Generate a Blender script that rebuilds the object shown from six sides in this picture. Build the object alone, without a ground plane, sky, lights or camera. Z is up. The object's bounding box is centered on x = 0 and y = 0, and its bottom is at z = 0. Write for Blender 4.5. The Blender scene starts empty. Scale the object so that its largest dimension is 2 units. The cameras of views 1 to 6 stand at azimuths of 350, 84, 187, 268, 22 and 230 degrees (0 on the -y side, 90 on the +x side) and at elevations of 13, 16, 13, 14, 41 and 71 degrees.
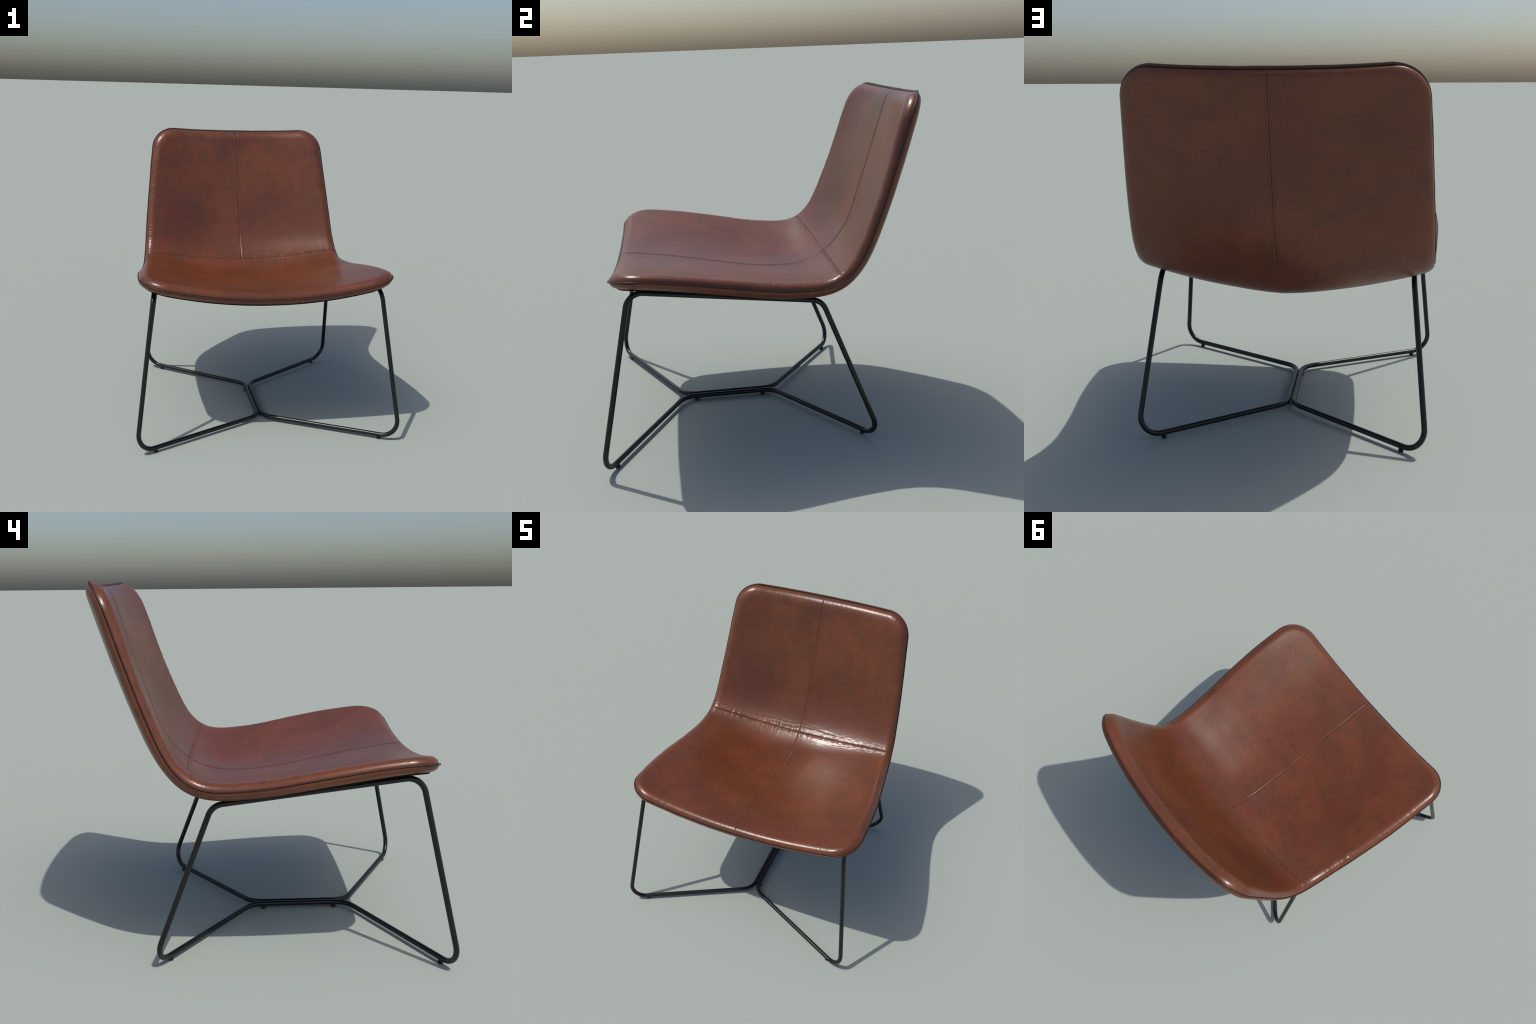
"""Low leather lounge chair: padded one-piece shell (front cushion panels, outer
cover panels, raw-edge welt, stitching) on two bent black wire loops."""
import math
import random
import bpy
import numpy as np

random.seed(7)
rng = np.random.default_rng(11)

# ------------------------------------------------------------------ helpers
def smooth_poly(pts, step=0.004, sigma=0.03):
    """Resample a polyline of control points evenly and round it off."""
    p = np.array(pts, float)
    # extend both ends straight so that the smoothing does not shorten it
    a = p[0] + (p[0] - p[1]) / np.linalg.norm(p[0] - p[1]) * 0.25
    b = p[-1] + (p[-1] - p[-2]) / np.linalg.norm(p[-1] - p[-2]) * 0.25
    q = np.vstack([a, p, b])
    L = np.r_[0, np.cumsum(np.linalg.norm(np.diff(q[:, :], axis=0), axis=1))]
    s = np.arange(0, L[-1], step)
    r = np.stack([np.interp(s, L, q[:, k]) for k in range(q.shape[1])], 1)
    n = int(4 * sigma / step)
    k = np.exp(-0.5 * (np.arange(-n, n + 1) * step / sigma) ** 2)
    k /= k.sum()
    pad = np.vstack([r[0] + (r[0] - r[1]) * np.arange(n, 0, -1)[:, None], r,
                     r[-1] + (r[-1] - r[-2]) * np.arange(1, n + 1)[:, None]])
    return np.stack([np.convolve(pad[:, c], k, "valid") for c in range(r.shape[1])], 1)


def arclen(p):
    return np.r_[0, np.cumsum(np.linalg.norm(np.diff(p, axis=0), axis=1))]


def sstep(a, b, x):
    t = np.clip((x - a) / (b - a), 0, 1)
    return t * t * (3 - 2 * t)


def value_noise(x, seed, octaves=3):
    """Smooth 1-D noise in [-1, 1]."""
    out, amp, tot = 0, 1.0, 0
    r = np.random.default_rng(seed)
    for o in range(octaves):
        tab = r.uniform(-1, 1, 4096)
        f = x * (2 ** o) + 1000
        i = np.floor(f).astype(int)
        t = f - i
        t = t * t * (3 - 2 * t)
        out = out + amp * (tab[i % 4096] * (1 - t) + tab[(i + 1) % 4096] * t)
        tot += amp
        amp *= 0.5
    return out / tot


def noise2(x, y, seed):
    r = np.random.default_rng(seed)
    tab = r.uniform(-1, 1, (256, 256))
    i = np.floor(x).astype(int); j = np.floor(y).astype(int)
    a = x - i; b = y - j
    a = a * a * (3 - 2 * a); b = b * b * (3 - 2 * b)
    g = lambda p, q: tab[p % 256, q % 256]
    return (g(i, j) * (1 - a) + g(i + 1, j) * a) * (1 - b) + (g(i, j + 1) * (1 - a) + g(i + 1, j + 1) * a) * b


# --------------------------------------------------- the shell's centre lines
# cushion surface along the chair's middle (y, z), front edge to top edge
CENTRE_TOP = [(-0.90, 1.052), (-0.785, 1.045), (-0.733, 1.041), (-0.664, 1.031), (-0.555, 1.014),
              (-0.446, 0.994), (-0.314, 0.966), (-0.181, 0.938), (-0.05, 0.914), (0.09, 0.900),
              (0.196, 0.896), (0.267, 0.901), (0.343, 0.918), (0.409, 0.948), (0.470, 0.989),
              (0.521, 1.034), (0.562, 1.082), (0.598, 1.141), (0.629, 1.210), (0.657, 1.290),
              (0.679, 1.357), (0.721, 1.491), (0.761, 1.615), (0.795, 1.729), (0.824, 1.822),
              (0.853, 1.915), (0.890, 2.030)]
# welt along one side (x, y, z), corners left square
SIDE_WELT = [(0.870, -0.96, 1.127), (0.870, -0.86, 1.122), (0.872, -0.72, 1.117), (0.873, -0.60, 1.105), (0.872, -0.45, 1.084),
             (0.867, -0.33, 1.064), (0.861, -0.23, 1.046), (0.842, -0.03, 1.007), (0.833, 0.05, 0.995),
             (0.822, 0.14, 0.986), (0.814, 0.21, 0.980), (0.805, 0.30, 0.980), (0.800, 0.36, 0.989),
             (0.796, 0.40, 1.004), (0.790, 0.44, 1.031), (0.784, 0.48, 1.070), (0.779, 0.52, 1.125),
             (0.773, 0.558, 1.20), (0.766, 0.594, 1.285), (0.752, 0.655, 1.44), (0.741, 0.703, 1.58),
             (0.732, 0.740, 1.685), (0.721, 0.778, 1.80), (0.710, 0.815, 1.91), (0.70, 0.850, 2.02),
             (0.69, 0.895, 2.16)]

up = smooth_poly(CENTRE_TOP, sigma=0.028)
tan = np.gradient(up, axis=0)
tan /= np.linalg.norm(tan, axis=1)[:, None]
nrm = np.stack([-tan[:, 1], tan[:, 0]], 1)            # toward the sitter
h_centre = 0.046 + 0.017 * sstep(1.45, 1.95, up[:, 1])
mid = up - nrm * h_centre[:, None]
# keep the part between front edge and top edge
i0 = int(np.argmin(np.abs(mid[:, 0] + 0.862) + 10 * (mid[:, 1] > 1.2)))
i1 = int(np.argmin(np.abs(mid[:, 1] - 1.982)))
mid, nrm, h_centre = mid[i0:i1 + 1], nrm[i0:i1 + 1], h_centre[i0:i1 + 1]
S = arclen(mid)
S1 = S[-1]
# direction in which the sides rise; straight up near the front edge
f = 1 - sstep(0.0, 0.45, S)[:, None]
rise_dir = nrm * (1 - f) + np.array([0, 1.0]) * f
rise_dir /= np.linalg.norm(rise_dir, axis=1)[:, None]
side = smooth_poly(SIDE_WELT, sigma=0.028)
lam, wid = [], []
for c, n in zip(mid, rise_dir):
    d = side[:, 1:] - c
    off = d[:, 0] * n[1] - d[:, 1] * n[0]
    along = d @ n
    off[(along < 0) | (along > 0.35)] = 9
    k = int(np.argmin(np.abs(off)))
    lam.append(along[k]); wid.append(side[k, 0])
def soften(v, m=25):
    p = np.r_[2 * v[0] - v[m:0:-1], v, 2 * v[-1] - v[-2:-m - 2:-1]]
    k = np.hanning(2 * m + 1); k /= k.sum()
    return np.convolve(p, k, "valid")
lam, wid = soften(np.array(lam)), soften(np.array(wid))
lam = lam - 0.002 * (1 - sstep(0.05, 0.35, S))
wid = (wid - 0.004 * (1 - sstep(0.8, 1.2, S)) + 0.003 * sstep(1.3, 1.5, S) * (1 - sstep(S1 - 0.6, S1 - 0.4, S))
       - 0.002 * sstep(S1 - 0.5, S1 - 0.2, S))

R_FRONT, R_TOP = 0.188, 0.174                          # corner radii of the outline
S_SEAM = None


def at(s, arr):
    if arr.ndim == 1:
        return np.interp(s, S, arr)
    return np.stack([np.interp(s, S, arr[:, k]) for k in range(arr.shape[1])], -1)


def mid_surface(x, s):
    """Point of the shell's welt surface at lateral x and arc position s."""
    sc = np.clip(s, 0, S1)
    c, n, l, w = at(sc, mid), at(sc, rise_dir), at(sc, lam), at(sc, wid)
    # round trough at the front edge, a softer V through bend and backrest
    p_ = 1.96 - 0.28 * sstep(0.2, 0.85, sc) + 0.54 * sstep(S1 - 0.95, S1 - 0.2, sc)
    a_ = np.abs(x) / w
    a_ = np.sqrt(a_ * a_ + 0.0016) - 0.04
    k = l * (a_ / 0.9608) ** p_
    p = np.stack([x, c[..., 0] + n[..., 0] * k, c[..., 1] + n[..., 1] * k], -1)
    t0, t1 = mid[1] - mid[0], mid[-1] - mid[-5]
    t0 = t0 / np.linalg.norm(t0); t1 = t1 / np.linalg.norm(t1)
    lo, hi = np.minimum(s, 0)[..., None], np.maximum(s - S1, 0)[..., None]
    p[..., 1:] += t0 * lo + t1 * hi
    return p


def surface_normal(x, s, e=0.004):
    a = mid_surface(x + e, s) - mid_surface(x - e, s)
    b = mid_surface(x, s + e) - mid_surface(x, s - e)
    n = np.cross(a, b)
    return n / np.linalg.norm(n, axis=-1, keepdims=True)


def half_width(s, inset):
    """Half width of the rounded outline, inset by a margin."""
    si, fi, ti = inset
    w = at(s, wid) - si
    s0, s1 = fi, S1 - ti
    r0, r1 = R_FRONT - fi, R_TOP - ti
    a = np.clip((s0 + r0 - s) / r0, 0, 1)
    b = np.clip((s - (s1 - r1)) / r1, 0, 1)
    return w - r0 * (1 - np.sqrt(1 - a * a)) - r1 * (1 - np.sqrt(1 - b * b))


def edge_distance(x, s, inset):
    ax = np.abs(x)
    si, fi, ti = inset
    w = at(s, wid) - si
    s0, s1 = fi, S1 - ti
    r0, r1 = R_FRONT - fi, R_TOP - ti
    d = np.minimum(np.minimum(w - ax, s - s0), s1 - s)
    for c, r in ((s0 + r0, r0), (s1 - r1, r1)):
        sg = 1 if c < S1 / 2 else -1
        inside = (sg * (c - s) > 0) & (ax > w - r)
        dc = r - np.hypot(ax - (w - r), c - s)
        d = np.where(inside, dc, d)
    return np.maximum(d, 0)


# the seam between seat and backrest, at the bend
k = int(np.argmin(np.hypot(up[i0:i1 + 1, 0] - 0.447, up[i0:i1 + 1, 1] - 0.973)))
S_SEAM = S[k]

# -------------------------------------------------------- materials (nodes)
def new_mat(name):
    m = bpy.data.materials.new(name)
    m.use_nodes = True
    nt = m.node_tree
    return m, nt, nt.nodes["Principled BSDF"]


def mix(nt, a, b, fac, mode="MIX"):
    n = nt.nodes.new("ShaderNodeMix")
    n.data_type = "RGBA"
    n.blend_type = mode
    for sock, v in ((n.inputs["Factor"], fac), (n.inputs["A"], a), (n.inputs["B"], b)):
        if hasattr(v, "links") or isinstance(v, bpy.types.NodeSocket):
            nt.links.new(v, sock)
        elif isinstance(v, (int, float)):
            sock.default_value = v
        else:
            sock.default_value = (*v, 1)
    return n.outputs["Result"]


def noise(nt, vec, scale, detail=4, rough=0.55, dist=0.0):
    n = nt.nodes.new("ShaderNodeTexNoise")
    n.inputs["Scale"].default_value = scale
    n.inputs["Detail"].default_value = detail
    n.inputs["Roughness"].default_value = rough
    n.inputs["Distortion"].default_value = dist
    nt.links.new(vec, n.inputs["Vector"])
    return n.outputs["Fac"]


def ramp(nt, v, lo, hi, a=0.0, b=1.0):
    n = nt.nodes.new("ShaderNodeMapRange")
    n.interpolation_type = "SMOOTHSTEP"
    n.inputs["From Min"].default_value = lo
    n.inputs["From Max"].default_value = hi
    n.inputs["To Min"].default_value = a
    n.inputs["To Max"].default_value = b
    nt.links.new(v, n.inputs["Value"])
    return n.outputs["Result"]


def math_node(nt, op, a, b):
    n = nt.nodes.new("ShaderNodeMath")
    n.operation = op
    for i, v in enumerate((a, b)):
        if isinstance(v, (int, float)):
            n.inputs[i].default_value = v
        else:
            nt.links.new(v, n.inputs[i])
    return n.outputs[0]


def blob(nt, vec, centre, radius, wobble):
    """Soft stain around a point, its rim broken up by noise."""
    d = nt.nodes.new("ShaderNodeVectorMath")
    d.operation = "DISTANCE"
    nt.links.new(vec, d.inputs[0])
    d.inputs[1].default_value = centre
    e = math_node(nt, "ADD", d.outputs["Value"], math_node(nt, "MULTIPLY", math_node(nt, "SUBTRACT", wobble, 0.5), 0.45))
    return ramp(nt, e, radius, 0.0)


def leather(name, tint=(1, 1, 1), stains=(), gloss=0.31, olive=0.45):
    m, nt, bsdf = new_mat(name)
    tc = nt.nodes.new("ShaderNodeTexCoord")
    v = tc.outputs["Object"]
    tone = lambda c: tuple(a * b for a, b in zip(c, tint))
    big = noise(nt, v, 2.3, 5, 0.6, 0.4)
    midn = noise(nt, v, 5.5, 3, 0.5, 0.4)
    fine = noise(nt, v, 38, 5, 0.65)
    col = mix(nt, tone((0.108, 0.0310, 0.0118)), tone((0.150, 0.0405, 0.0145)), ramp(nt, big, 0.36, 0.66))
    col = mix(nt, col, tone((0.132, 0.0275, 0.0125)), ramp(nt, noise(nt, v, 3.4, 4, 0.6, 0.3), 0.5, 0.75, 0, 0.75))
    col = mix(nt, col, tone((0.064, 0.020, 0.0115)), ramp(nt, midn, 0.54, 0.80, 0, 0.42))
    # olive-brown drifts where the dye took less
    col = mix(nt, col, tone((0.100, 0.042, 0.0150)), ramp(nt, noise(nt, v, 4.2, 4, 0.6, 0.2), 0.52, 0.72, 0, olive))
    # fine mottling of the hide
    col = mix(nt, col, tone((0.085, 0.024, 0.0105)), ramp(nt, noise(nt, v, 22, 4, 0.6), 0.48, 0.70, 0, 0.5))
    # small dark scuffs
    col = mix(nt, col, tone((0.055, 0.018, 0.010)), ramp(nt, noise(nt, v, 12, 5, 0.6, 0.1), 0.56, 0.80, 0, 0.34))
    wob = noise(nt, v, 5.0, 4, 0.6)
    for centre, radius, strength in stains:
        b = blob(nt, v, centre, radius, wob)
        col = mix(nt, col, tone((0.048, 0.015, 0.0110)), math_node(nt, "MULTIPLY", b, strength))
    col = mix(nt, col, tone((0.190, 0.065, 0.0240)), ramp(nt, fine, 0.56, 0.85, 0, 0.30))
    # hair-fine scratches
    mp = nt.nodes.new("ShaderNodeMapping")
    mp.inputs["Scale"].default_value = (8, 60, 40)
    mp.inputs["Rotation"].default_value = (0.5, 0.3, 0.6)
    nt.links.new(v, mp.inputs["Vector"])
    scr = noise(nt, mp.outputs[0], 1.0, 3, 0.5, 1.5)
    col = mix(nt, col, tone((0.22, 0.090, 0.040)), ramp(nt, scr, 0.70, 0.82, 0, 0.25))
    nt.links.new(col, bsdf.inputs["Base Color"])
    bsdf.inputs["Roughness"].default_value = gloss
    bsdf.inputs["Specular IOR Level"].default_value = 0.5
    bump = nt.nodes.new("ShaderNodeBump")
    vor = nt.nodes.new("ShaderNodeTexVoronoi")
    vor.feature = "SMOOTH_F1"
    vor.inputs["Scale"].default_value = 240
    nt.links.new(v, vor.inputs["Vector"])
    hgt = math_node(nt, "ADD", math_node(nt, "MULTIPLY", vor.outputs["Distance"], 0.20),
                    math_node(nt, "MULTIPLY", noise(nt, v, 70, 2, 0.5), 0.8))
    bump.inputs["Strength"].default_value = 0.16
    bump.inputs["Distance"].default_value = 0.004
    nt.links.new(hgt, bump.inputs["Height"])
    nt.links.new(bump.outputs[0], bsdf.inputs["Normal"])
    return m


def plain(name, col, rough, spec=0.5, grain=0.0):
    m, nt, bsdf = new_mat(name)
    tc = nt.nodes.new("ShaderNodeTexCoord")
    n = noise(nt, tc.outputs["Object"], 60, 4, 0.6)
    c = mix(nt, tuple(a * 0.8 for a in col), tuple(a * 1.25 for a in col), n)
    nt.links.new(c, bsdf.inputs["Base Color"])
    bsdf.inputs["Roughness"].default_value = rough
    bsdf.inputs["Specular IOR Level"].default_value = spec
    if grain:
        b = nt.nodes.new("ShaderNodeBump")
        b.inputs["Strength"].default_value = grain
        b.inputs["Distance"].default_value = 0.002
        nt.links.new(noise(nt, tc.outputs["Object"], 900, 2), b.inputs["Height"])
        nt.links.new(b.outputs[0], bsdf.inputs["Normal"])
    return m


STAINS = [((-0.48, 0.64, 1.33), 0.40, 0.28), ((-0.38, 0.60, 1.22), 0.22, 0.22), ((-0.6, 0.68, 1.45), 0.2, 0.15),
          ((0.12, 0.70, 1.35), 0.3, 0.18), ((0.42, 0.66, 1.75), 0.18, 0.3), ((-0.1, 0.80, 1.85), 0.18, 0.35)]
LEATHER = leather("brown_leather", stains=STAINS)
LEATHER_BACK = leather("brown_leather_back", tint=(1.26, 1.16, 1.05),
                       stains=[((0.1, 0.82, 1.5), 0.3, 0.18)], gloss=0.38, olive=0.25)
WELT = leather("welt_leather", tint=(0.42, 0.42, 0.46), gloss=0.45)  # leather tint darkened so the welt sinks into the rim's shadow line
THREAD = plain("brown_thread", (0.085, 0.030, 0.013), 0.5)
BLACK = plain("black_powder_coat", (0.0042, 0.0042, 0.0042), 0.33, 0.45, 0.08)
RUBBER = plain("black_rubber", (0.012, 0.012, 0.012), 0.6, 0.3)
CLOTH = plain("black_cloth", (0.008, 0.008, 0.008), 0.9, 0.2)

# ------------------------------------------------------------------ objects
root = bpy.data.objects.new("lounge_chair", None)
root["label"] = "brown leather lounge chair with black wire legs"
root["category"] = "chair"
bpy.context.collection.objects.link(root)


def add(name, verts, faces, mat, parent=root, normals=None, stuff=False, smooth=True):
    me = bpy.data.meshes.new(name)
    v = np.asarray(verts, float)
    me.from_pydata(v.tolist(), [], [tuple(int(i) for i in q) for q in faces])
    me.materials.append(mat)
    if smooth:
        me.polygons.foreach_set("use_smooth", [True] * len(me.polygons))
    me.update()
    if normals is not None:
        me.normals_split_custom_set_from_vertices(np.asarray(normals).tolist())
    ob = bpy.data.objects.new(name, me)
    bpy.context.collection.objects.link(ob)
    ob.parent = parent
    if stuff:
        ob["kind"] = "stuff"
    return ob


def spaced(lo, hi, n, marks):
    """n values from lo to hi, denser near the marks (position, width, weight)."""
    t = np.linspace(lo, hi, 6000)
    dens = np.ones_like(t)
    for p, w, g in marks:
        dens += g * np.exp(-0.5 * ((t - p) / w) ** 2)
    c = np.r_[0, np.cumsum((dens[1:] + dens[:-1]) / 2)]
    return np.interp(np.linspace(0, c[-1], n), c, t)


INSET = (0.0055, 0.011, 0.013)        # pads stop short of the welt: side, front, top
NU, NS = 521, 601
uu = spaced(-1, 1, NU, [(0, 0.02, 5), (-1, 0.05, 3), (1, 0.05, 3)])
uu[NU // 2] = 0.0
ss = spaced(INSET[1], S1 - INSET[2], NS, [(INSET[1], 0.04, 8), (S1 - INSET[2], 0.04, 8), (S_SEAM, 0.025, 4)])
K_SEAM = int(np.argmin(np.abs(ss - S_SEAM)))
ss[K_SEAM] = S_SEAM
HW = half_width(ss, INSET)
X = HW[:, None] * uu[None, :]
SS = np.repeat(ss[:, None], NU, 1)
D = edge_distance(X, SS, INSET)
D[0, :] = 0; D[-1, :] = 0; D[:, 0] = 0; D[:, -1] = 0
M = mid_surface(X, SS)
N = surface_normal(X, SS)


def roll(d, height, radius, p=2.0):
    t = np.clip(d / radius, 0, 1)
    return height * (1 - (1 - t) ** p) ** (1 / p)


def groove(d, depth, width):
    return -depth * np.exp(-0.5 * (d / width) ** 2)


def perimeter(x, s):
    """A running coordinate round the rim, for the puckers."""
    return np.where(np.abs(x) / at(s, wid) > np.abs(s / S1 * 2 - 1), s, x + 7.3)


def grid_normals(P):
    a = np.gradient(P, axis=1); b = np.gradient(P, axis=0)
    n = np.cross(a, b)
    l = np.linalg.norm(n, axis=-1, keepdims=True)
    return n / np.maximum(l, 1e-12)


# ---- cushion side
ht = at(SS, h_centre)
H = roll(D, ht, 0.056 + 0.034 * sstep(S1 - 0.3, S1 - 0.05, SS), 2.25)
_u = np.abs(X) / at(SS, wid)
H = H + 0.006 * np.exp(-((_u - 0.76) / 0.17) ** 2) * np.exp(-((SS - 0.85) / 0.52) ** 2) * sstep(0.0, 0.06, D)
H = H - 0.004 * np.exp(-((_u - 0.25) / 0.15) ** 2) * np.exp(-((SS - 1.1) / 0.28) ** 2)
H = H + 0.005 * np.exp(-(X / 0.10) ** 2) * np.exp(-((SS - S_SEAM - 0.17) / 0.10) ** 2)
live = sstep(0.004, 0.03, D)
H = H + live * groove(X, 0.0012, 0.0030) + live * 0.0003 * np.exp(-0.5 * ((np.abs(X) - 0.012) / 0.006) ** 2)
bs = SS - S_SEAM
H = H + live * groove(bs, 0.0022, 0.0036) + live * 0.0012 * np.exp(-0.5 * ((np.abs(bs) - 0.012) / 0.006) ** 2)
# puckers that run away from the cross seam
pk = value_noise(X * 55, 3, 2) * (0.5 + 0.5 * value_noise(X * 6, 4, 1))
H = H + live * 0.0024 * pk * np.exp(-(np.abs(bs) / 0.045)) * (1 - np.exp(-(bs / 0.012) ** 2))
pk = value_noise(X * 110, 13, 1) * (0.6 + 0.4 * value_noise(X * 9, 14, 1))
H = H + live * 0.0012 * pk * np.exp(-((np.abs(bs) - 0.0125) / 0.008) ** 2)
pk = noise2(X * 30 + 5, SS * 90 + 2, 15)
H = H + live * 0.0008 * pk * np.exp(-(bs / 0.06) ** 2)
pk = value_noise(SS * 55, 5, 2) * np.clip(value_noise(SS * 5, 6, 1) + 0.35, 0, 1)
H = H + live * 0.0012 * pk * np.exp(-(np.abs(X) / 0.03)) * (1 - np.exp(-(X / 0.012) ** 2))
# creases that lie along the bend, just above the cross seam
cr = np.clip(noise2(X * 9 + 3, SS * 75 + 1, 17), -0.2, 1)
H = H + live * 0.0016 * cr * np.exp(-((bs - 0.05) / 0.035) ** 2) * np.exp(-(X / 0.4) ** 4)
# puckers over the rolled rim
per = perimeter(X, SS)
pk = value_noise(per * 62, 8, 2) * np.clip(value_noise(per * 4, 9, 2) * 1.4 + 0.55, 0.3, 1)
near_bend = 1 + 1.2 * np.exp(-(bs / 0.12) ** 2)
side_rim = np.where(per < 5, 1.0, 0.35)
RIM = 0.0020 * side_rim * near_bend * pk * np.exp(-((D - 0.024) / 0.020) ** 2) * sstep(0, 0.012, D)
# slow unevenness of the padding
H = H + sstep(0.03, 0.15, D) * 0.0022 * noise2(X * 5 + 40, SS * 5 + 9, 12)
TOP = M + N * H[..., None]
TOP = TOP + grid_normals(TOP) * RIM[..., None]

# ---- outer cover side
def cover_depth(x, s):
    """Depth of the outer cover behind the welt: shallow flanks, a soft keel."""
    a_ = np.abs(x) / at(s, wid)
    keel = np.clip(1 - (np.sqrt(a_ * a_ + 0.004) - 0.063), 0, 1) ** (1.0 + 1.4 * sstep(1.35, 1.62, s))
    amount = 0.028 * sstep(0.05, 0.6, s) * (1 - 0.35 * sstep(1.35, 1.7, s)) * (1 - sstep(S1 - 0.75, S1 - 0.1, s)) + 0.004
    upper = 0.0015 * sstep(S1 - 0.95, S1 - 0.5, s) * (1 - 0.6 * sstep(S1 - 0.2, S1, s))
    flat = 0.004 * np.exp(-((s - 1.5) / 0.22) ** 2) * np.exp(-((a_ - 0.32) / 0.2) ** 2)
    belly = 0.005 * np.exp(-((s - 1.22) / 0.2) ** 2) * np.clip(1 - a_ ** 4, 0, 1)
    return 0.037 - 0.006 * sstep(S1 - 0.5, S1, s) + amount * keel + upper - flat + belly


hb = cover_depth(X, SS)
G = roll(D, hb, 0.060, 2.1)
G = G + live * groove(X, 0.0022, 0.0026) + live * 0.0006 * np.exp(-0.5 * ((np.abs(X) - 0.012) / 0.006) ** 2)
G = G + sstep(0.03, 0.15, D) * 0.0015 * noise2(X * 4 + 11, SS * 4 + 3, 21)
BOT = M - N * G[..., None]



def panel(name, P, nor, rows, cols, mat, flip):
    r0, r1 = rows; c0, c1 = cols
    sub = P[r0:r1 + 1, c0:c1 + 1]
    h, w = sub.shape[:2]
    idx = np.arange(h * w).reshape(h, w)
    a, b, c, d = idx[:-1, :-1], idx[:-1, 1:], idx[1:, 1:], idx[1:, :-1]
    q = np.stack([a, b, c, d] if not flip else [a, d, c, b], -1).reshape(-1, 4)
    return add(name, sub.reshape(-1, 3), q, mat, normals=nor[r0:r1 + 1, c0:c1 + 1].reshape(-1, 3))


NT = grid_normals(TOP)
NB = -grid_normals(BOT)
MIDC = NU // 2
panel("seat_cushion_panel", TOP, NT, (0, K_SEAM), (0, MIDC), LEATHER, False)
panel("seat_cushion_panel", TOP, NT, (0, K_SEAM), (MIDC, NU - 1), LEATHER, False)
panel("backrest_cushion_panel", TOP, NT, (K_SEAM, NS - 1), (0, MIDC), LEATHER, False)
panel("backrest_cushion_panel", TOP, NT, (K_SEAM, NS - 1), (MIDC, NU - 1), LEATHER, False)
panel("outer_cover_panel", BOT, NB, (0, NS - 1), (0, MIDC), LEATHER_BACK, True)
panel("outer_cover_panel", BOT, NB, (0, NS - 1), (MIDC, NU - 1), LEATHER_BACK, True)

# ---- welt: two leather layers sewn together round the whole rim
def outline(inset, n_side=420, n_arc=60, n_end=120):
    """Closed loop (x, s) of the rounded outline plus outward direction."""
    pts, out = [], []
    w0, w1 = float(at(0.0 + R_FRONT, wid)), float(at(S1 - R_TOP, wid))
    r0, r1 = R_FRONT, R_TOP
    def put(x, s, a, b):
        pts.append((x - a * inset, s - b * inset)); out.append((a, b))
    for x in np.linspace(-(w0 - r0), w0 - r0, n_end, endpoint=False):
        put(x, 0, 0, -1)
    for t in np.linspace(0, math.pi / 2, n_arc, endpoint=False):
        s = r0 - r0 * math.cos(t)
        put(float(at(s, wid)) - r0 + r0 * math.sin(t), s, math.sin(t), -math.cos(t))
    for s in np.linspace(r0, S1 - r1, n_side, endpoint=False):
        put(float(at(s, wid)), s, 1, 0)
    for t in np.linspace(0, math.pi / 2, n_arc, endpoint=False):
        s = S1 - r1 + r1 * math.sin(t)
        put(float(at(s, wid)) - r1 + r1 * math.cos(t), s, math.cos(t), math.sin(t))
    we = float(at(S1, wid)) - r1
    for x in np.linspace(we, 0, n_end // 2, endpoint=False):
        put(x, S1, 0, 1)
    half = len(pts)
    P, O = np.array(pts), np.array(out)
    # mirror: the loop so far runs front -> right side -> top middle
    front = n_end
    right_p, right_o = P[front:], O[front:]
    left_p = right_p[::-1] * [-1, 1]; left_o = right_o[::-1] * [-1, 1]
    mid_p = np.array([[0, S1 - inset]]); mid_o = np.array([[0, 1.0]])
    return (np.vstack([P[:front], right_p, mid_p, left_p]),
            np.vstack([O[:front], right_o, mid_o, left_o]))


def welt():
    base, out = outline(0.0)
    n = len(base)
    seg = arclen(np.vstack([base, base[:1]]))[:-1]
    ends = sstep(0.0, 1.0, np.abs(out[:, 1])) * 1.0
    # it sticks out at front, top and corners and lies tighter along the sides
    reach = 0.001 - 0.0010 * (1 - ends) + 0.0012 * value_noise(seg * 12, 31, 3)
    lift = 0.0009 * value_noise(seg * 9, 32, 2)
    rings = []
    half_t = 0.0046
    prof = [(-0.026, half_t * 0.9), (-0.004, half_t), (-0.0012, half_t * 0.8), (-0.0002, half_t * 0.45),
            (-0.0008, 0.0004), (-0.0008, -0.0004),
            (-0.0004, -half_t * 0.45), (-0.0014, -half_t * 0.8), (-0.0045, -half_t), (-0.026, -half_t * 0.9)]
    for o, z in prof:
        q = base + out * (o + (reach if o > -0.02 else 0 * reach))[:, None]
        p = mid_surface(q[:, 0], q[:, 1])
        nn = surface_normal(q[:, 0], np.clip(q[:, 1], 0.0, S1))
        rings.append(p + nn * (z * (0.5 + 0.5 * sstep(0.0, 0.5, np.abs(out[:, 1]))) + lift)[:, None])
    m = len(prof)
    V = np.stack(rings, 1).reshape(-1, 3)
    F = []
    for i in range(n):
        j = (i + 1) % n
        for k in range(m):
            l = (k + 1) % m
            F.append((i * m + k, i * m + l, j * m + l, j * m + k))
    ob = add("welt", V, F, WELT)
    return ob


welt()

# ---- near-black strip modelled as the contact shadow where cushion and cover meet the welt
GAP = plain("dark_gap", (0.010, 0.007, 0.006), 0.8, 0.2)


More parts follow.
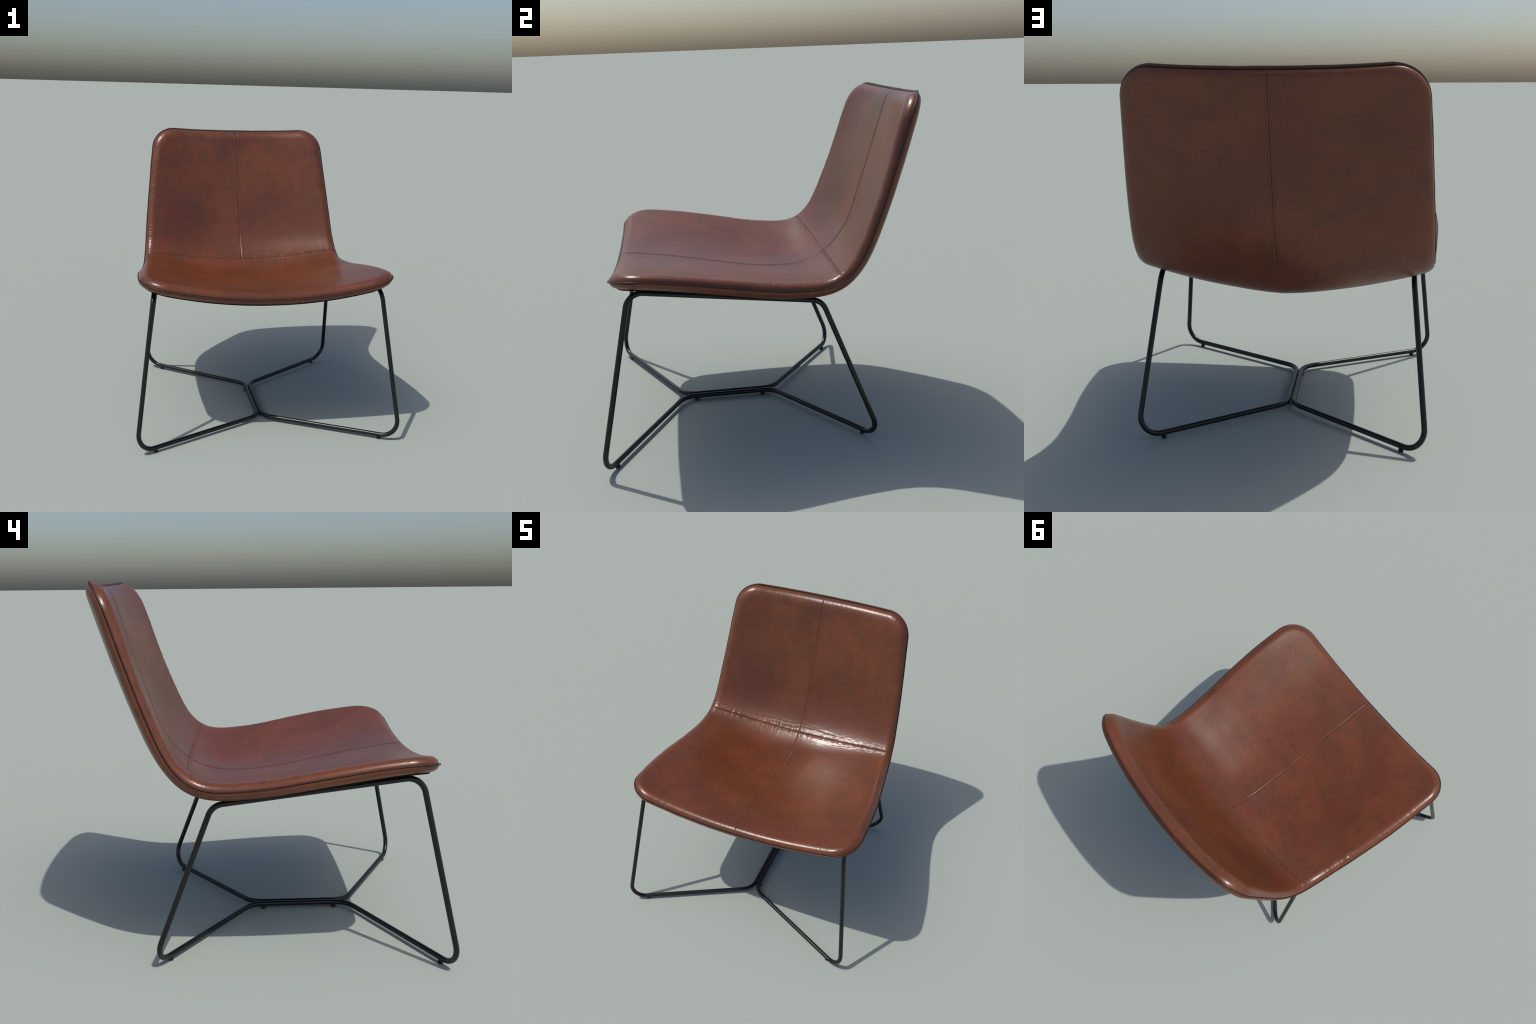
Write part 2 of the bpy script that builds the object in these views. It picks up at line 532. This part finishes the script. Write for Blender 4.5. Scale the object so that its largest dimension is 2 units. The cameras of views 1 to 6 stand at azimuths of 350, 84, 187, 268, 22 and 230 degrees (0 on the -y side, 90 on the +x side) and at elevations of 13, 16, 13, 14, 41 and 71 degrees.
def slit():
    base, out = outline(0.0)
    n = len(base)
    V, F = [], []
    ins = INSET[0] * (1 - np.abs(out[:, 1])) + np.where(out[:, 1] < 0, INSET[1], INSET[2]) * np.abs(out[:, 1])
    prof = [(-0.006, 0.0), (0.0003, 0.0074), (0.0024, 0.0060), (0.0028, 0.0), (0.0024, -0.0060), (0.0003, -0.0074)]
    m = len(prof)
    rings = []
    for o, z in prof:
        q = base + out * (o - ins)[:, None]
        rings.append(mid_surface(q[:, 0], q[:, 1]) + surface_normal(q[:, 0], q[:, 1]) * (z * (0.62 + 0.38 * sstep(0.0, 0.5, np.abs(out[:, 1]))))[:, None])
    V = np.stack(rings, 1).reshape(-1, 3)
    for i in range(n):
        j = (i + 1) % n
        for k in range(m):
            l = (k + 1) % m
            F.append((i * m + k, i * m + l, j * m + l, j * m + k))
    add("welt_shadow_strip", V, F, GAP)


slit()


def seam_line(name, xs_ss, P, Nn, width, lift):
    """Thin dark band lying in a seam's groove."""
    V, F = [], []
    pts = np.array([lookup(P, x_, s_) for x_, s_ in xs_ss])
    ns = np.array([lookup(Nn, x_, s_) for x_, s_ in xs_ss])
    t = np.gradient(pts, axis=0)
    b = np.cross(ns, t); b /= np.linalg.norm(b, axis=1)[:, None]
    for p, q, n_ in zip(pts, b, ns):
        for a_, h_ in ((-1, -0.0006), (-0.5, 1), (0.5, 1), (1, -0.0006)):
            V.append(p + q * a_ * width + n_ * (lift if h_ == 1 else -0.001))
    for i in range(len(pts) - 1):
        for k in range(3):
            F.append((i * 4 + k, i * 4 + k + 1, i * 4 + k + 5, i * 4 + k + 4))
    return add(name, V, F, GAP)


# ---- stitching: short thread dashes beside the seams
def dashes(path_fn, length, pitch, name, surf, nsurf):
    V, F = [], []
    n = int(length / pitch)
    prof = [(-0.5, 0.25), (-0.3, 0.85), (0.0, 1.0), (0.3, 0.85), (0.5, 0.25)]
    for i in range(n):
        c, t, up_ = path_fn((i + 0.5) / n)
        t = t / np.linalg.norm(t)
        b = np.cross(up_, t); b /= np.linalg.norm(b)
        ln = pitch * 0.62 * random.uniform(0.9, 1.1)
        o = len(V)
        for a, r in prof:
            for kk in range(6):
                ang = kk * math.pi / 3
                V.append(c + t * (a * ln) + b * (math.cos(ang) * 0.0014 * r) + up_ * (math.sin(ang) * 0.0012 * r))
        for a in range(len(prof) - 1):
            for kk in range(6):
                k2 = (kk + 1) % 6
                F.append((o + a * 6 + kk, o + a * 6 + k2, o + a * 6 + 6 + k2, o + a * 6 + 6 + kk))
        F.append(tuple(o + kk for kk in range(5, -1, -1)))
        F.append(tuple(o + (len(prof) - 1) * 6 + kk for kk in range(6)))
    return V, F


def lookup(P, xq, sq):
    """Bilinear lookup of a grid surface at (x, s)."""
    r = np.interp(sq, ss, np.arange(NS))
    hw = np.interp(sq, ss, HW)
    c = np.interp(xq / hw, uu, np.arange(NU))
    i, j = min(int(r), NS - 2), min(int(c), NU - 2)
    a, b = r - i, c - j
    return (P[i, j] * (1 - a) + P[i + 1, j] * a) * (1 - b) + (P[i, j + 1] * (1 - a) + P[i + 1, j + 1] * a) * b


def stitch_rows():
    V, F = [], []
    def row(xf, sf, length, P, Nn, pitch=0.0095):
        def fn(t):
            e = 0.002
            c = lookup(P, xf(t), sf(t))
            tg = lookup(P, xf(min(t + e, 1)), sf(min(t + e, 1))) - lookup(P, xf(max(t - e, 0)), sf(max(t - e, 0)))
            nn = lookup(Nn, xf(t), sf(t))
            return c + nn * 0.0002, tg, nn / np.linalg.norm(nn)
        v, f_ = dashes(fn, length, pitch, "", P, Nn)
        o = len(V)
        V.extend(v); F.extend(tuple(o + i for i in q) for q in f_)
    a, b = INSET[1] + 0.03, S1 - INSET[2] - 0.03
    for sx in (-0.0125, 0.0125):
        row(lambda t, sx=sx: sx, lambda t: a + (b - a) * t, b - a, TOP, NT)
        row(lambda t, sx=sx: sx, lambda t: a + (b - a) * t, b - a, BOT, NB)
    w = float(half_width(np.array(S_SEAM), INSET)) - 0.03
    for so in (-0.0125, 0.0125):
        row(lambda t: -w + 2 * w * t, lambda t, so=so: S_SEAM + so, 2 * w, TOP, NT)
    return V, F


_s = np.linspace(INSET[1] + 0.004, S1 - INSET[2] - 0.004, 700)
seam_line("seam_line", [(0.0, q) for q in _s], TOP, NT, 0.0012, 0.0004)
seam_line("seam_line", [(0.0, q) for q in _s], BOT, NB, 0.0016, 0.0005)
_w = float(half_width(np.array(S_SEAM), INSET)) - 0.006
seam_line("seam_line", [(q, S_SEAM) for q in np.linspace(-_w, _w, 500)], TOP, NT, 0.0007, 0.0004)

V, F = stitch_rows()
add("stitching", V, F, THREAD, stuff=True)

# ---- dark cloth stretched under the seat
def underside():
    nx, ny = 81, 81
    u = np.linspace(-1, 1, nx)
    s = np.linspace(0.050, 1.02, ny)
    w = half_width(s, (0.060, 0.060, 0.060))
    w[s < 0.232] = np.minimum(w[s < 0.232], half_width(s[s < 0.232], (0.050, 0.050, 0.050)))
    xx = w[:, None] * u[None]
    sg = np.repeat(s[:, None], nx, 1)
    d = edge_distance(xx, sg, INSET)
    m_, n_ = mid_surface(xx, sg), surface_normal(xx, sg)
    dep = roll(d, cover_depth(xx, sg), 0.060, 2.1)
    lo = m_ - n_ * (dep + 0.007 - 0.0065 * sstep(0.6, 1.02, sg))[..., None]
    hi = m_ - n_ * (dep - 0.004)[..., None]
    V = np.vstack([lo.reshape(-1, 3), hi.reshape(-1, 3)])
    F = []
    idx = lambda i, j, k: k * nx * ny + i * nx + j
    for i in range(ny - 1):
        for j in range(nx - 1):
            F.append((idx(i, j, 0), idx(i + 1, j, 0), idx(i + 1, j + 1, 0), idx(i, j + 1, 0)))
            F.append((idx(i, j, 1), idx(i, j + 1, 1), idx(i + 1, j + 1, 1), idx(i + 1, j, 1)))
    for i in range(ny - 1):
        F.append((idx(i, 0, 0), idx(i, 0, 1), idx(i + 1, 0, 1), idx(i + 1, 0, 0)))
        F.append((idx(i, nx - 1, 0), idx(i + 1, nx - 1, 0), idx(i + 1, nx - 1, 1), idx(i, nx - 1, 1)))
    for j in range(nx - 1):
        F.append((idx(0, j, 0), idx(0, j + 1, 0), idx(0, j + 1, 1), idx(0, j, 1)))
        F.append((idx(ny - 1, j, 0), idx(ny - 1, j, 1), idx(ny - 1, j + 1, 1), idx(ny - 1, j + 1, 0)))
    add("underside_cover", V, F, CLOTH)


underside()

# ------------------------------------------------------------- wire frame
TUBE = 0.0153
BAR_Z = 0.0295
# corner points of one closed loop and the bend radius at each
LOOP = [((0.0166, -0.506, BAR_Z), 0.13), ((0.892, -0.965, BAR_Z), 0.105), ((0.770, -0.752, 1.034), 0.088),
        ((0.696, 0.306, 0.881), 0.092), ((0.774, 0.634, BAR_Z), 0.105), ((0.0166, 0.084, BAR_Z), 0.13)]


def filleted(loop, per_arc=14):
    P = [np.array(p) for p, _ in loop]
    out = []
    n = len(P)
    for i, (_, r) in enumerate(loop):
        a, b, c = P[i - 1], P[i], P[(i + 1) % n]
        d0 = (a - b) / np.linalg.norm(a - b)
        d1 = (c - b) / np.linalg.norm(c - b)
        ang = math.acos(float(np.clip(d0 @ d1, -1, 1)))
        t = r / math.tan(ang / 2)
        bis = (d0 + d1) / np.linalg.norm(d0 + d1)
        ctr = b + bis * (r / math.sin(ang / 2))
        e0 = (b + d0 * t - ctr) / r
        e1 = (b + d1 * t - ctr) / r
        tot = math.acos(float(np.clip(e0 @ e1, -1, 1)))
        for k in range(per_arc + 1):
            f_ = k / per_arc
            out.append(ctr + r * (math.sin((1 - f_) * tot) * e0 + math.sin(f_ * tot) * e1) / math.sin(tot))
    return np.array(out)


def tube(path, radius, sides=20):
    n = len(path)
    T = np.roll(path, -1, 0) - np.roll(path, 1, 0)
    T /= np.linalg.norm(T, axis=1)[:, None]
    u = np.cross(T[0], [0, 0, 1.0]); u /= np.linalg.norm(u)
    frames = []
    for i in range(n):
        u = u - T[i] * (u @ T[i]); u /= np.linalg.norm(u)
        frames.append((u.copy(), np.cross(T[i], u)))
    # spread the leftover twist of the closed loop
    u_end = frames[-1][0] - T[0] * (frames[-1][0] @ T[0])
    u_end /= np.linalg.norm(u_end)
    twist = math.atan2(float(u_end @ frames[0][1]), float(u_end @ frames[0][0]))
    V, F = [], []
    for i in range(n):
        a, b = frames[i]
        for k in range(sides):
            g = 2 * math.pi * k / sides - twist * i / n
            V.append(path[i] + radius * (math.cos(g) * a + math.sin(g) * b))
    for i in range(n):
        j = (i + 1) % n
        for k in range(sides):
            l = (k + 1) % sides
            F.append((i * sides + k, i * sides + l, j * sides + l, j * sides + k))
    return V, F


def lathe(profile, sides=24):
    V, F = [], []
    for r, z in profile:
        for k in range(sides):
            g = 2 * math.pi * k / sides
            V.append((r * math.cos(g), r * math.sin(g), z))
    m = len(profile)
    for i in range(m - 1):
        for k in range(sides):
            l = (k + 1) % sides
            F.append((i * sides + k, i * sides + l, (i + 1) * sides + l, (i + 1) * sides + k))
    F.append(tuple(range(sides - 1, -1, -1)))
    F.append(tuple((m - 1) * sides + k for k in range(sides)))
    return V, F


GLIDES = [(0.766, -0.896), (0.648, 0.548), (0.0200, -0.427), (0.0200, 0.014)]
glide_mesh = None
for sx in (1, -1):
    path = filleted(LOOP) * [sx, 1, 1]
    if sx < 0:
        path = path[::-1]
    V, F = tube(path, TUBE)
    loop_ob = add("wire_leg_loop", V, F, BLACK)
    for gx, gy in GLIDES:
        if glide_mesh is None:
            V, F = lathe([(0.0122, 0.0), (0.0138, 0.0014), (0.0140, 0.006), (0.0130, 0.0135), (0.0130, 0.030)])
            g = add("foot_glide", V, F, RUBBER, parent=loop_ob)
            glide_mesh = g.data
        else:
            g = bpy.data.objects.new("foot_glide", glide_mesh)
            bpy.context.collection.objects.link(g)
            g.parent = loop_ob
        g.location = (sx * gx, gy, 0.0)
